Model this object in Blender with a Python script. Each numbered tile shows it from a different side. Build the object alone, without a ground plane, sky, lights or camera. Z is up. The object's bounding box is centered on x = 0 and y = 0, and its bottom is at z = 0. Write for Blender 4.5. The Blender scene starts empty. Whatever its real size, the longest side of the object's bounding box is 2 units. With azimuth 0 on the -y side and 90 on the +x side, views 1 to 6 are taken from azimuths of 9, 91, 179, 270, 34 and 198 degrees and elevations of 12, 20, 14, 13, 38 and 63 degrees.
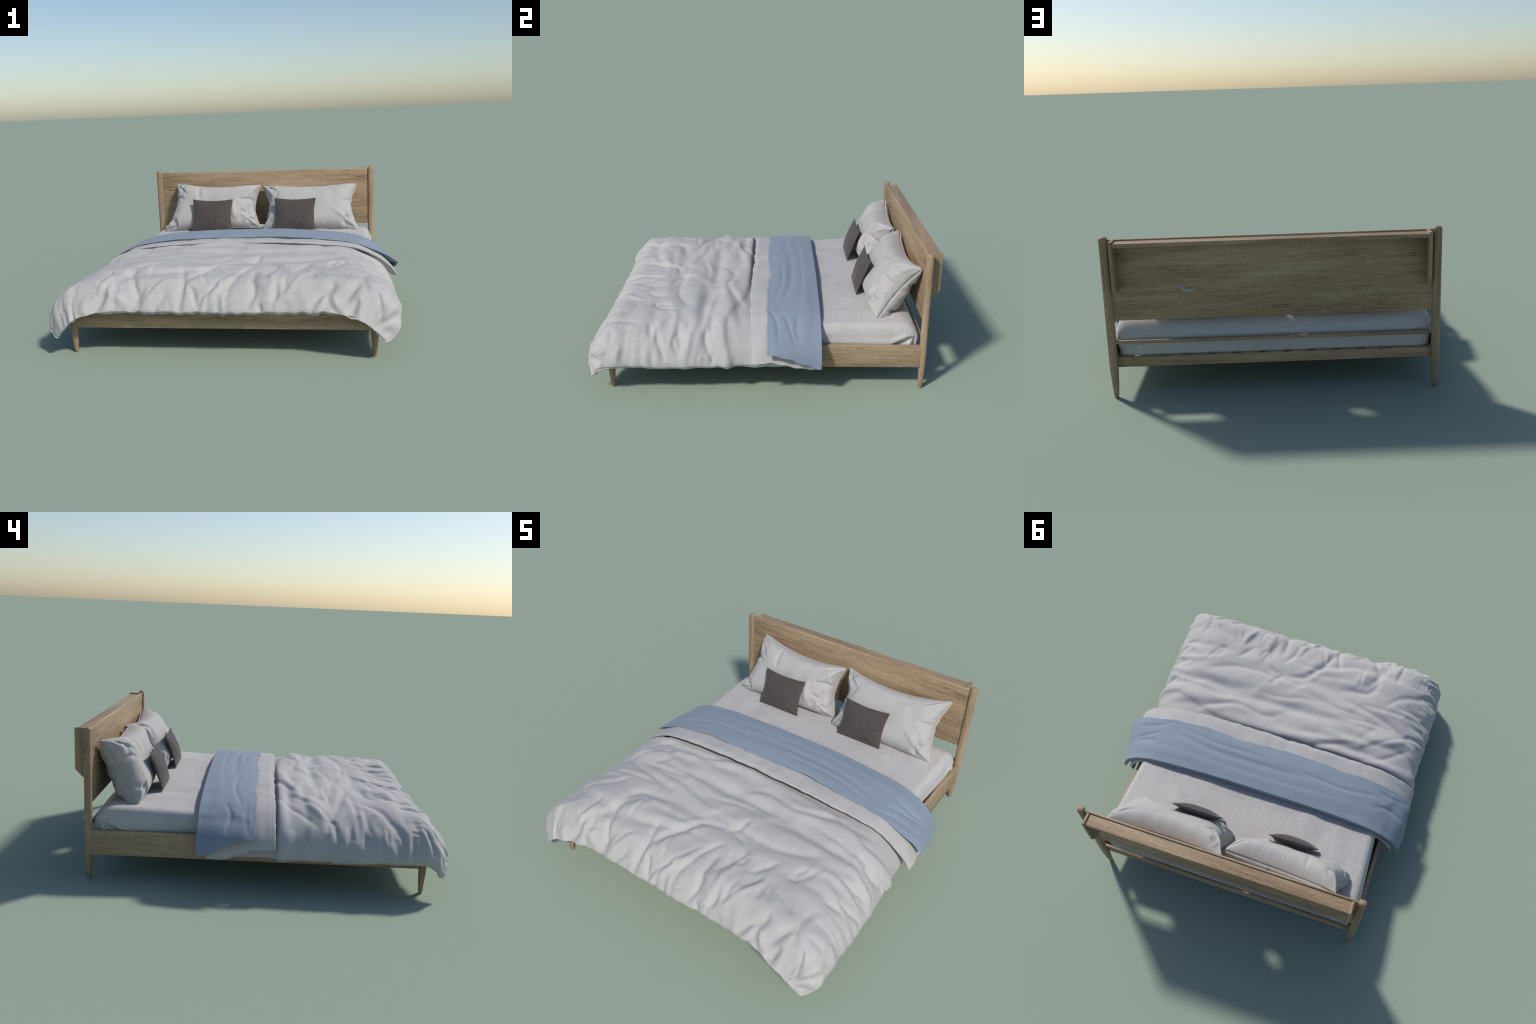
import bpy, bmesh, math
import numpy as np
from mathutils import Vector

CX = -0.0125          # the bed's own centre line
rng = np.random.RandomState(7)

# ------------------------------------------------------------------ helpers
PERM = np.concatenate([rng.permutation(256)] * 3)
GRAD = rng.normal(size=(256, 3))
GRAD /= np.linalg.norm(GRAD, axis=1)[:, None]


def perlin(x, y, z=0.0):
    """Gradient noise, about -1..1, on arrays."""
    x, y, z = np.broadcast_arrays(np.asarray(x, float), np.asarray(y, float), np.asarray(z, float))
    xi, yi, zi = (np.floor(c).astype(int) for c in (x, y, z))
    xf, yf, zf = x - xi, y - yi, z - zi
    s = [t * t * t * (t * (t * 6 - 15) + 10) for t in (xf, yf, zf)]
    out = 0
    for dx in (0, 1):
        for dy in (0, 1):
            for dz in (0, 1):
                h = PERM[PERM[PERM[(xi + dx) & 255] + ((yi + dy) & 255)] + ((zi + dz) & 255)]
                g = GRAD[h]
                dot = g[..., 0] * (xf - dx) + g[..., 1] * (yf - dy) + g[..., 2] * (zf - dz)
                w = (s[0] if dx else 1 - s[0]) * (s[1] if dy else 1 - s[1]) * (s[2] if dz else 1 - s[2])
                out = out + dot * w
    return out * 1.6


def sstep(a, b, x):
    t = np.clip((x - a) / (b - a), 0, 1)
    return t * t * (3 - 2 * t)


def spline(points, n=400):
    """Catmull-Rom through control points, resampled evenly by arc length."""
    p = np.array(points, float)
    q = np.vstack([2 * p[0] - p[1], p, 2 * p[-1] - p[-2]])
    out = []
    for i in range(len(p) - 1):
        t = np.linspace(0, 1, 40, endpoint=False)[:, None]
        a, b, c, d = q[i:i + 4]
        out.append(0.5 * (2 * b + (c - a) * t + (2 * a - 5 * b + 4 * c - d) * t ** 2 + (3 * b - a - 3 * c + d) * t ** 3))
    out = np.vstack(out + [p[-1:]])
    s = np.concatenate([[0], np.cumsum(np.linalg.norm(np.diff(out, axis=0), axis=1))])
    k = np.linspace(0, s[-1], n)
    return np.stack([np.interp(k, s, out[:, j]) for j in range(p.shape[1])], 1), s[-1]


def grid_faces(nu, nv, base=0, flip=False):
    i, j = np.meshgrid(np.arange(nu - 1), np.arange(nv - 1), indexing="ij")
    a = base + i * nv + j
    f = np.stack([a, a + nv, a + nv + 1, a + 1], -1).reshape(-1, 4)
    return f[:, ::-1] if flip else f


def make_mesh(name, verts, faces, mat=None, parent=None, smooth=True):
    me = bpy.data.meshes.new(name)
    verts, faces = np.asarray(verts, np.float32), np.asarray(faces)
    me.from_pydata(verts.tolist(), [], faces.tolist())
    me.validate()
    if smooth:
        me.polygons.foreach_set("use_smooth", np.ones(len(me.polygons), bool))
    if mat:
        me.materials.append(mat)
    ob = bpy.data.objects.new(name, me)
    bpy.context.collection.objects.link(ob)
    if parent:
        ob.parent = parent
    return ob


def empty(name, label=None, category=None, parent=None):
    ob = bpy.data.objects.new(name, None)
    bpy.context.collection.objects.link(ob)
    if label:
        ob["label"], ob["category"] = label, category
    if parent:
        ob.parent = parent
    return ob


def tag(ob, label, category):
    ob["label"], ob["category"] = label, category


def normals_of(P):
    du = np.gradient(P, axis=0)
    dv = np.gradient(P, axis=1)
    n = np.cross(du, dv)
    return n / (np.linalg.norm(n, axis=-1, keepdims=True) + 1e-12)


def blur(a, k):
    """Box blur on a grid, k passes of a 3-tap kernel each way."""
    for _ in range(k):
        for ax in (0, 1):
            p = np.concatenate([a.take([0], ax), a, a.take([-1], ax)], ax)
            n = a.shape[ax]
            a = (p.take(range(0, n), ax) + 2 * p.take(range(1, n + 1), ax) + p.take(range(2, n + 2), ax)) / 4
    return a


def polyline_field(px, py, pts):
    """Distance to a smooth stroke, signed side and position 0..1 along it."""
    c, _ = spline(pts, 26) if len(pts) > 2 else (np.linspace(pts[0], pts[1], 10), 0)
    best = np.full(px.shape, 9.0)
    side = np.zeros(px.shape)
    along = np.zeros(px.shape)
    n = len(c) - 1
    for i in range(n):
        a, b = c[i], c[i + 1]
        d = b - a
        L2 = d @ d + 1e-12
        t = np.clip(((px - a[0]) * d[0] + (py - a[1]) * d[1]) / L2, 0, 1)
        ex, ey = px - a[0] - t * d[0], py - a[1] - t * d[1]
        dist = np.hypot(ex, ey)
        m = dist < best
        best = np.where(m, dist, best)
        side = np.where(m, np.sign(d[0] * ey - d[1] * ex), side)
        along = np.where(m, (i + t) / n, along)
    return best, side, along


def fold(px, py, pts, height, width, lean=0.0):
    """One fabric fold along a stroke: a rounded ridge (height > 0) or a
    crease (height < 0). lean puts a steep flank on the left (+) or right (-)."""
    pts = np.asarray(pts, float)
    lo, hi = pts.min(0) - 3 * width - 0.02, pts.max(0) + 3 * width + 0.02
    m = (px > lo[0]) & (px < hi[0]) & (py > lo[1]) & (py < hi[1])
    out = np.zeros(px.shape)
    if m.any():
        dist, side, t = polyline_field(px[m], py[m], pts)
        env = np.clip(np.sin(np.pi * np.clip(t, 0.0, 1.0)), 0, 1) ** 0.6
        w = width * (1 - 0.6 * lean * side)
        out[m] = height * env * np.exp(-(dist / w) ** 2)
    return out


# ---------------------------------------------------------------- materials
def new_mat(name):
    m = bpy.data.materials.new(name)
    m.use_nodes = True
    nt = m.node_tree
    bsdf = nt.nodes["Principled BSDF"]
    return m, nt, bsdf


def nd(nt, kind, **kw):
    n = nt.nodes.new(kind)
    for k, v in kw.items():
        if k in ("inputs",):
            for a, b in v.items():
                n.inputs[a].default_value = b
        else:
            setattr(n, k, v)
    return n


def ramp(nt, src, stops):
    r = nt.nodes.new("ShaderNodeValToRGB")
    e = r.color_ramp.elements
    while len(e) < len(stops):
        e.new(0.5)
    for k, (p, c) in zip(e, stops):
        k.position = p
        k.color = (*c, 1) if len(c) == 3 else c
    nt.links.new(src, r.inputs[0])
    return r.outputs[0]


def mapped_noise(nt, scale, detail=3.0, rough=0.55, dist=0.0, nscale=1.0):
    tc = nt.nodes.new("ShaderNodeTexCoord")
    mp = nt.nodes.new("ShaderNodeMapping")
    mp.inputs["Scale"].default_value = scale
    nt.links.new(tc.outputs["Object"], mp.inputs["Vector"])
    no = nt.nodes.new("ShaderNodeTexNoise")
    no.inputs["Scale"].default_value = nscale
    no.inputs["Detail"].default_value = detail
    no.inputs["Roughness"].default_value = rough
    no.inputs["Distortion"].default_value = dist
    nt.links.new(mp.outputs[0], no.inputs["Vector"])
    return no.outputs["Fac"]


def math_node(nt, op, a, b=None, c=None):
    n = nt.nodes.new("ShaderNodeMath")
    n.operation = op
    for i, v in enumerate((a, b, c)):
        if v is None:
            continue
        if isinstance(v, (int, float)):
            n.inputs[i].default_value = v
        else:
            nt.links.new(v, n.inputs[i])
    return n.outputs[0]


def fabric(name, dark, mid, light, contrast=1.0, thread=260.0, bump=0.25, rough=0.9, slub=(1, 1, 1), sheen=0.15):
    """Woven cloth: slubby threads along x, y and z summed, so the weave
    reads on every side of the draped cloth."""
    m, nt, b = new_mat(name)
    t, s = thread, 14.0
    fx = mapped_noise(nt, (s, t, t), 2.0)
    fy = mapped_noise(nt, (t, s, t), 2.0)
    fz = mapped_noise(nt, (t, t, s), 2.0)
    k = sum(slub)
    tot = math_node(nt, "ADD", math_node(nt, "MULTIPLY", fx, slub[0] / k),
                    math_node(nt, "ADD", math_node(nt, "MULTIPLY", fy, slub[1] / k), math_node(nt, "MULTIPLY", fz, slub[2] / k)))
    patch = mapped_noise(nt, (9, 9, 9), 4.0)
    v = math_node(nt, "ADD", math_node(nt, "MULTIPLY", math_node(nt, "SUBTRACT", tot, 0.5), 2.4 * contrast),
                  math_node(nt, "MULTIPLY", math_node(nt, "SUBTRACT", patch, 0.5), 0.35))
    v = math_node(nt, "ADD", v, 0.5)
    nt.links.new(ramp(nt, v, [(0.0, dark), (0.5, mid), (1.0, light)]), b.inputs["Base Color"])
    b.inputs["Roughness"].default_value = rough
    b.inputs["Specular IOR Level"].default_value = 0.2
    b.inputs["Sheen Weight"].default_value = sheen
    b.inputs["Sheen Roughness"].default_value = 0.5
    bp = nt.nodes.new("ShaderNodeBump")
    bp.inputs["Strength"].default_value = bump
    bp.inputs["Distance"].default_value = 0.0015
    nt.links.new(tot, bp.inputs["Height"])
    nt.links.new(bp.outputs[0], b.inputs["Normal"])
    return m


def wood(name, axis, seed=0.0, plank=None, figure=None):
    """Oak with the grain along one axis: long pores, growth-ring cathedrals
    and slow tone shifts. plank = height of glued-up boards (along z)."""
    m, nt, b = new_mat(name)
    tc = nt.nodes.new("ShaderNodeTexCoord")
    oi = nt.nodes.new("ShaderNodeObjectInfo")
    off = nt.nodes.new("ShaderNodeVectorMath")
    off.operation = "ADD"
    comb = nt.nodes.new("ShaderNodeCombineXYZ")
    nt.links.new(math_node(nt, "MULTIPLY", oi.outputs["Random"], 7.0), comb.inputs[0])
    nt.links.new(math_node(nt, "MULTIPLY", oi.outputs["Random"], 3.0), comb.inputs[2])
    nt.links.new(tc.outputs["Object"], off.inputs[0])
    nt.links.new(comb.outputs[0], off.inputs[1])
    vec = off.outputs[0]
    if plank:
        # each board is cut from another place of the log
        sep = nt.nodes.new("ShaderNodeSeparateXYZ")
        nt.links.new(tc.outputs["Object"], sep.inputs[0])
        idx = math_node(nt, "FLOOR", math_node(nt, "DIVIDE", math_node(nt, "SUBTRACT", sep.outputs[2], 0.065), plank))
        wn = nt.nodes.new("ShaderNodeTexWhiteNoise")
        wn.noise_dimensions = "1D"
        nt.links.new(idx, wn.inputs["W"])
        sc = nt.nodes.new("ShaderNodeVectorMath")
        sc.operation = "SCALE"
        sc.inputs["Scale"].default_value = 5.0
        nt.links.new(wn.outputs["Color"], sc.inputs[0])
        ad = nt.nodes.new("ShaderNodeVectorMath")
        ad.operation = "ADD"
        nt.links.new(vec, ad.inputs[0])
        nt.links.new(sc.outputs[0], ad.inputs[1])
        vec = ad.outputs[0]

    def stretched(along, across, detail, nscale=1.0, dist=0.0):
        mp = nt.nodes.new("ShaderNodeMapping")
        s = [across] * 3
        s[axis] = along
        mp.inputs["Scale"].default_value = s
        mp.inputs["Location"].default_value = (seed, seed * 1.7, seed * 0.3)
        nt.links.new(vec, mp.inputs["Vector"])
        no = nt.nodes.new("ShaderNodeTexNoise")
        no.inputs["Scale"].default_value = nscale
        no.inputs["Detail"].default_value = detail
        no.inputs["Distortion"].default_value = dist
        nt.links.new(mp.outputs[0], no.inputs["Vector"])
        return no.outputs["Fac"]

    slow = stretched(1.4, 9.0, 2.0, dist=0.4)
    pores = stretched(22.0, 420.0, 3.0)
    fibres = stretched(5.0, 110.0, 4.0)
    fleck = stretched(60.0, 160.0, 2.0)

    def centred(sock, gain):
        return math_node(nt, "MULTIPLY", math_node(nt, "SUBTRACT", sock, 0.5), gain)

    v = math_node(nt, "ADD", centred(slow, 1.0), centred(fibres, 0.78))
    v = math_node(nt, "ADD", v, centred(pores, 0.9))
    v = math_node(nt, "ADD", v, centred(fleck, 0.45))
    if figure is not None:
        # flat-sawn figure: feathered lines where boards meet, and nested
        # ovals (cathedrals) between them
        sp = nt.nodes.new("ShaderNodeSeparateXYZ")
        nt.links.new(tc.outputs["Object"], sp.inputs[0])
        warp = stretched(3.0, 14.0, 2.0)
        al = math_node(nt, "ADD", sp.outputs[axis], math_node(nt, "MULTIPLY", oi.outputs["Random"], 0.4))
        ac = math_node(nt, "ADD", sp.outputs[2], centred(warp, 0.030))
        P = 0.15

        def cell(sock, period, shift):
            f = math_node(nt, "FRACT", math_node(nt, "DIVIDE", math_node(nt, "ADD", sock, 50 * period + period / 2 - shift), period))
            return math_node(nt, "MULTIPLY", math_node(nt, "SUBTRACT", f, 0.5), period)

        dz = math_node(nt, "ABSOLUTE", cell(ac, P, figure))
        m1 = math_node(nt, "MULTIPLY", math_node(nt, "SUBTRACT", 1.0, math_node(nt, "MINIMUM", math_node(nt, "DIVIDE", dz, 0.017), 1.0)),
                       ramp(nt, stretched(3.2, 2.0, 1.0), [(0.40, (0, 0, 0)), (0.52, (1, 1, 1))]))
        ph = math_node(nt, "ADD", math_node(nt, "MULTIPLY", al, 190.0), math_node(nt, "ADD", math_node(nt, "MULTIPLY", dz, -300.0), centred(warp, 55.0)))
        feather = math_node(nt, "MULTIPLY", math_node(nt, "MULTIPLY", math_node(nt, "SINE", ph), m1), 0.17)
        dz2 = math_node(nt, "DIVIDE", cell(ac, P, figure - 0.075), 0.024)
        dx2 = math_node(nt, "DIVIDE", cell(al, 0.47, 0.1), 0.13)
        rr = math_node(nt, "SQRT", math_node(nt, "ADD", math_node(nt, "MULTIPLY", dz2, dz2), math_node(nt, "MULTIPLY", dx2, dx2)))
        m2 = math_node(nt, "SUBTRACT", 1.0, math_node(nt, "MINIMUM", rr, 1.0))
        ovals = math_node(nt, "MULTIPLY", math_node(nt, "MULTIPLY", math_node(nt, "SINE", math_node(nt, "ADD", math_node(nt, "MULTIPLY", rr, 34.0), centred(warp, 8.0))), math_node(nt, "POWER", m2, 0.6)), 0.13)
        tone = math_node(nt, "MULTIPLY", m2, -0.10)
        v = math_node(nt, "ADD", v, math_node(nt, "ADD", feather, math_node(nt, "ADD", ovals, tone)))
    v = math_node(nt, "ADD", v, 0.5)
    col = ramp(nt, v, [(0.0, WOOD_D), (0.5, WOOD_M), (1.0, WOOD_L)])
    nt.links.new(col, b.inputs["Base Color"])
    b.inputs["Roughness"].default_value = 0.55
    b.inputs["Specular IOR Level"].default_value = 0.3
    bp = nt.nodes.new("ShaderNodeBump")
    bp.inputs["Strength"].default_value = 0.2
    bp.inputs["Distance"].default_value = 0.001
    nt.links.new(v, bp.inputs["Height"])
    nt.links.new(bp.outputs[0], b.inputs["Normal"])
    return m


WOOD_D, WOOD_M, WOOD_L = (0.155, 0.100, 0.056), (0.340, 0.242, 0.146), (0.48, 0.36, 0.232)
M_WX = wood("oak_grain_across", 0, 0.3, figure=0.065)
M_PANEL = wood("oak_boards", 0, 1.1, plank=0.15, figure=0.065)
M_WY = wood("oak_grain_lengthwise", 1, 2.2, figure=0.043)
M_WZ = wood("oak_grain_upright", 2, 3.1)
M_LINEN = fabric("grey_linen", (0.345, 0.335, 0.33), (0.44, 0.425, 0.415), (0.53, 0.51, 0.495), 0.6)
M_SHEET = fabric("grey_woven_sheet", (0.345, 0.33, 0.322), (0.468, 0.449, 0.436), (0.57, 0.547, 0.53), 0.85, thread=210)
M_PILLOW = fabric("grey_pillowcase_linen", (0.345, 0.332, 0.32), (0.425, 0.41, 0.395), (0.50, 0.48, 0.465), 0.5)
M_BLUE = fabric("blue_cotton", (0.20, 0.242, 0.302), (0.228, 0.274, 0.338), (0.258, 0.306, 0.375), 0.3, bump=0.08)
M_CHAR = fabric("charcoal_weave", (0.040, 0.033, 0.030), (0.073, 0.061, 0.056), (0.118, 0.100, 0.093), 0.75, thread=230, slub=(0.35, 0.3, 2.0))


# ---------------------------------------------------------------- bed frame
def box(name, lo, hi, mat, parent, bevel=0.004, seg=3, taper=None):
    bm = bmesh.new()
    bmesh.ops.create_cube(bm, size=1)
    lo, hi = np.array(lo), np.array(hi)
    c, d = (lo + hi) / 2, hi - lo
    for v in bm.verts:
        v.co = Vector(v.co[i] * d[i] for i in range(3))
    if bevel:
        bmesh.ops.bevel(bm, geom=bm.edges[:], offset=bevel, segments=seg, profile=0.5, affect="EDGES")
    me = bpy.data.meshes.new(name)
    bm.to_mesh(me)
    bm.free()
    for p in me.polygons:
        p.use_smooth = True
    me.set_sharp_from_angle(angle=math.radians(40))
    me.materials.append(mat)
    ob = bpy.data.objects.new(name, me)
    ob.location = c
    bpy.context.collection.objects.link(ob)
    ob.parent = parent
    return ob


def turned(name, sections, mat, parent, n=32, power=2.6):
    """Loft of rounded-square cross-sections: (z, cx, cy, rx, ry)."""
    th = np.linspace(0, 2 * np.pi, n, endpoint=False)
    c, s = np.cos(th), np.sin(th)
    e = 2 / power
    ux, uy = np.sign(c) * np.abs(c) ** e, np.sign(s) * np.abs(s) ** e
    vs, fs = [], []
    ox, oy = sections[0][1], sections[0][2]
    for z, cx, cy, rx, ry in sections:
        vs += [(cx - ox + rx * a, cy - oy + ry * b, z) for a, b in zip(ux, uy)]
    for k in range(len(sections) - 1):
        for i in range(n):
            j = (i + 1) % n
            fs.append((k * n + i, k * n + j, (k + 1) * n + j, (k + 1) * n + i))
    fs.append(tuple(range(n))[::-1])
    fs.append(tuple(range((len(sections) - 1) * n, len(sections) * n)))
    me = bpy.data.meshes.new(name)
    me.from_pydata(vs, [], fs)
    for p in me.polygons:
        p.use_smooth = True
    me.set_sharp_from_angle(angle=math.radians(50))
    me.materials.append(mat)
    ob = bpy.data.objects.new(name, me)
    ob.location = (ox, oy, 0)
    bpy.context.collection.objects.link(ob)
    ob.parent = parent
    return ob


bed = empty("wooden_bed_frame", "low oak bed frame with slab headboard, shelf and tapered round legs", "bed frame")
POST_X, POST_Y = 0.800, 0.921
for s in (1, -1):
    px = CX + s * POST_X
    dome = [(0.808 + 0.014 * math.sin(a), px, POST_Y, 0.0215 * math.cos(a) ** 0.8 + 1e-4, 0.0195 * math.cos(a) ** 0.8 + 1e-4)
            for a in np.linspace(0, 1.53, 9)]
    turned("bed_post", [(0.0, px - s * 0.001, 0.9205, 0.0098, 0.0098), (0.0025, px - s * 0.001, 0.9205, 0.0112, 0.0115),
                        (0.075, px - s * 0.001, 0.921, 0.0168, 0.0160), (0.150, px, POST_Y, 0.0210, 0.0190),
                        (0.20, px, POST_Y, 0.0215, 0.0195), (0.5, px, POST_Y, 0.0215, 0.0195)] + dome, M_WZ, bed)
    fx = CX + s * 0.803
    turned("front_leg", [(0.0, fx - s * 0.001, -0.859, 0.0095, 0.0095), (0.0025, fx - s * 0.001, -0.859, 0.0108, 0.0108),
                         (0.07, fx, -0.859, 0.0162, 0.0162), (0.138, fx, -0.859, 0.0212, 0.0208), (0.255, fx, -0.859, 0.0212, 0.0208)],
           M_WZ, bed, power=2.2)
    box("side_rail", (CX + s * 0.807 - 0.011, -0.84, 0.138), (CX + s * 0.807 + 0.011, 0.908, 0.274), M_WY, bed, 0.003)
box("foot_rail", (CX - 0.79, -0.872, 0.138), (CX + 0.79, -0.848, 0.262), M_WX, bed, 0.003)
box("back_rail", (CX - 0.785, 0.892, 0.153), (CX + 0.785, 0.910, 0.204), M_WX, bed, 0.004)
box("stretcher_bar", (CX - 0.785, 0.912, 0.281), (CX + 0.785, 0.930, 0.299), M_WX, bed, 0.006)
for i in range(13):
    x = CX - 0.75 + i * 0.125
    box("slat", (x - 0.044, -0.845, 0.192), (x + 0.044, 0.904, 0.206), M_WY, bed, 0.002)
for y in (-0.3, 0.35):
    box("slat_support", (CX - 0.795, y - 0.02, 0.150), (CX + 0.795, y + 0.02, 0.190), M_WX, bed, 0.003)

headboard = empty("headboard", parent=bed)
box("headboard_panel", (CX - 0.783, 0.914, 0.402), (CX + 0.783, 0.926, 0.808), M_PANEL, headboard, 0.0045)
box("headboard_shelf", (CX - 0.745, 0.9265, 0.780), (CX + 0.745, 0.994, 0.800), M_WX, headboard, 0.002)
for s in (1, -1):
    # shelf cheek: a board whose lower back corner is cut off
    prof = [(0.9265, 0.545), (0.958, 0.545), (0.994, 0.582), (0.999, 0.590), (0.999, 0.806), (0.996, 0.809), (0.9265, 0.809)]
    bm = bmesh.new()
    ring = [bm.verts.new((0, y, z)) for y, z in prof]
    f = bm.faces.new(ring)
    ext = bmesh.ops.extrude_face_region(bm, geom=[f])
    for v in ext["geom"]:
        if isinstance(v, bmesh.types.BMVert):
            v.co.x += 0.016
    bmesh.ops.recalc_face_normals(bm, faces=bm.faces)
    bmesh.ops.bevel(bm, geom=bm.edges[:], offset=0.003, segments=3, profile=0.5, affect="EDGES")
    me = bpy.data.meshes.new("shelf_cheek")
    bm.to_mesh(me)
    bm.free()
    for p in me.polygons:
        p.use_smooth = True
    me.set_sharp_from_angle(angle=math.radians(35))
    me.materials.append(M_WZ)
    ob = bpy.data.objects.new("shelf_cheek", me)
    ob.location = (CX + s * 0.752 - 0.008, 0, 0)
    bpy.context.collection.objects.link(ob)
    ob.parent = headboard


# ----------------------------------------------------------------- mattress
def mattress_top(x, y):
    r = np.abs(x - CX) / 0.787
    return 0.417 - 0.030 * r ** 3


def build_mattress():
    nu, nv = 230, 110
    # closed loop of the cross-section in plan, lofted over the height
    th = np.linspace(0, 2 * np.pi, 4 * nu, endpoint=False)
    c, s = np.cos(th), np.sin(th)
    e = 2 / 44.0
    sx, sy = np.sign(c) * np.abs(c) ** e, np.sign(s) * np.abs(s) ** e
    hx, y0, y1 = 0.789, -0.84, 0.903
    cy, hy = (y0 + y1) / 2, (y1 - y0) / 2
    prof, _ = spline([(0.975, 0.2065), (0.988, 0.209), (0.993, 0.24), (1.0, 0.29), (1.0, 0.33), (0.988, 0.366), (0.960, 0.387), (0.90, 0.394), (0.6, 0.409), (0.3, 0.415), (0.0, 0.417)], nv)
    R, Z = prof[:, 0][None, :], prof[:, 1][None, :]
    # rounding is metric, so shrink by an inset rather than by a scale
    inset = (1 - R) * hx
    ix, iy = np.maximum(hx - inset, 0.0), np.maximum(hy - inset * hy / hx, 0)
    near = R > 0.88
    iy = np.where(near, hy - inset, (hy - 0.12 * hx) * R / 0.88)
    X = CX + sx[:, None] * ix
    Y = cy + sy[:, None] * iy
    Z = np.repeat(Z, len(th), 0)
    P = np.stack([X, Y, Z], -1)
    top = sstep(0.36, 0.39, Z)
    # long soft creases on the top, running lengthwise and fading to the sides
    cre = 0.0060 * perlin(X * 7.5, Y * 2.2, 3.1) * sstep(0.78, 0.6, np.abs(X - CX)) + 0.0012 * perlin(X * 18, Y * 4, 8.3)
    P[..., 2] += cre * top
    side = sstep(0.37, 0.33, Z)
    nrm = np.stack([np.sign(sx) * (np.abs(sx) > 0.985), np.sign(sy) * (np.abs(sy) > 0.985), 0 * sx], -1)[:, None, :]
    lump = 0.004 * perlin(X * 9, Y * 9, Z * 14 + 5) + 0.0022 * perlin(X * 26, Y * 26, Z * 11)
    backside = (sy > 0.9)[:, None]
    P += nrm * (lump * np.where(backside, 1.8, 0.5) * side)[..., None]
    P[..., 1] -= np.where(backside, 0.007 * np.abs(perlin(X * 21 + 3 * perlin(X * 5, Z * 9, 1.0), Z * 5, 2.0)), 0) * sstep(0.39, 0.36, Z)
    # tucked corner folds at the head end
    for sgn in (1, -1):
        yy, zz = Y, Z
        m = ((sx * sgn) > 0.98)[:, None]
        for pts, h, w in (([(0.70, 0.255), (0.78, 0.305), (0.868, 0.335)], 0.015, 0.013), ([(0.74, 0.25), (0.81, 0.287), (0.866, 0.325)], -0.015, 0.010),
                          ([(0.872, 0.25), (0.873, 0.29), (0.868, 0.322)], -0.014, 0.008), ([(0.835, 0.25), (0.850, 0.30)], 0.010, 0.012)):
            P[..., 0] += sgn * np.where(m, fold(yy, zz, pts, h, w), 0)
    # soft, well rounded head end
    P[..., 2] -= 0.042 * np.clip((P[..., 1] - 0.79) / 0.107, 0, 1) ** 2.2 * sstep(0.27, 0.385, Z)
    # pressed down and narrower under the duvet
    under = sstep(0.30, 0.18, P[..., 1])
    P[..., 2] -= 0.022 * under * sstep(0.30, 0.36, Z)
    P[..., 0] = CX + (P[..., 0] - CX) * (1 - 0.03 * under)
    n0 = len(th)
    idx = np.arange(n0 * nv).reshape(n0, nv)
    a, b = idx, np.roll(idx, -1, 0)
    F = np.stack([a[:, :-1], b[:, :-1], b[:, 1:], a[:, 1:]], -1).reshape(-1, 4)
    ob = make_mesh("mattress", P.reshape(-1, 3), F, M_SHEET)
    bm = bmesh.new()
    bm.from_mesh(ob.data)
    bmesh.ops.remove_doubles(bm, verts=bm.verts, dist=1e-5)
    bmesh.ops.holes_fill(bm, edges=[e for e in bm.edges if e.is_boundary], sides=0)
    bmesh.ops.recalc_face_normals(bm, faces=bm.faces)
    bm.to_mesh(ob.data)
    bm.free()
    tag(ob, "thick mattress in a fitted light grey woven sheet", "mattress")
    return ob


mattress = build_mattress()

# -------------------------------------------------------------------- duvet
# side profile: distance from the centre line, height (for a flat bed of cloth)
TOP = 0.447
SIDE_R = [(0, .447), (.2, .446), (.4, .438), (.6, .421), (.7, .406), (.78, .380), (.845, .345), (.893, .297), (.920, .250), (.933, .208), (.931, .180), (.917, .168)]
SIDE_L = [(0, .447), (.2, .446), (.4, .438), (.6, .421), (.7, .405), (.78, .377), (.845, .338), (.892, .288), (.917, .243), (.926, .208), (.922, .184), (.905, .175)]
# front profile: y, drop below the top
FRONT = [(.34, 0), (.1, 0), (-.15, .002), (-.4, .012), (-.6, .023), (-.75, .034), (-.83, .048), (-.88, .082), (-.925, .128), (-.950, .170), (-.957, .192), (-.950, .206), (-.938, .212)]
# foot hem near the corners: u, distance from the centre line, height
HEM_FOOT = ((0.5, 0.6, 0.68, 0.76, 0.84, 0.92, 1.0), (0.565, 0.662, 0.714, 0.750, 0.783, 0.818, 0.854), (0.238, 0.236, 0.228, 0.208, 0.180, 0.146, 0.108))
NU, NV = 460, 520
side_r, LEN_R = spline(SIDE_R, 300)
side_l, LEN_L = spline(SIDE_L, 300)
front, LEN_F = spline(FRONT, 600)


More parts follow.
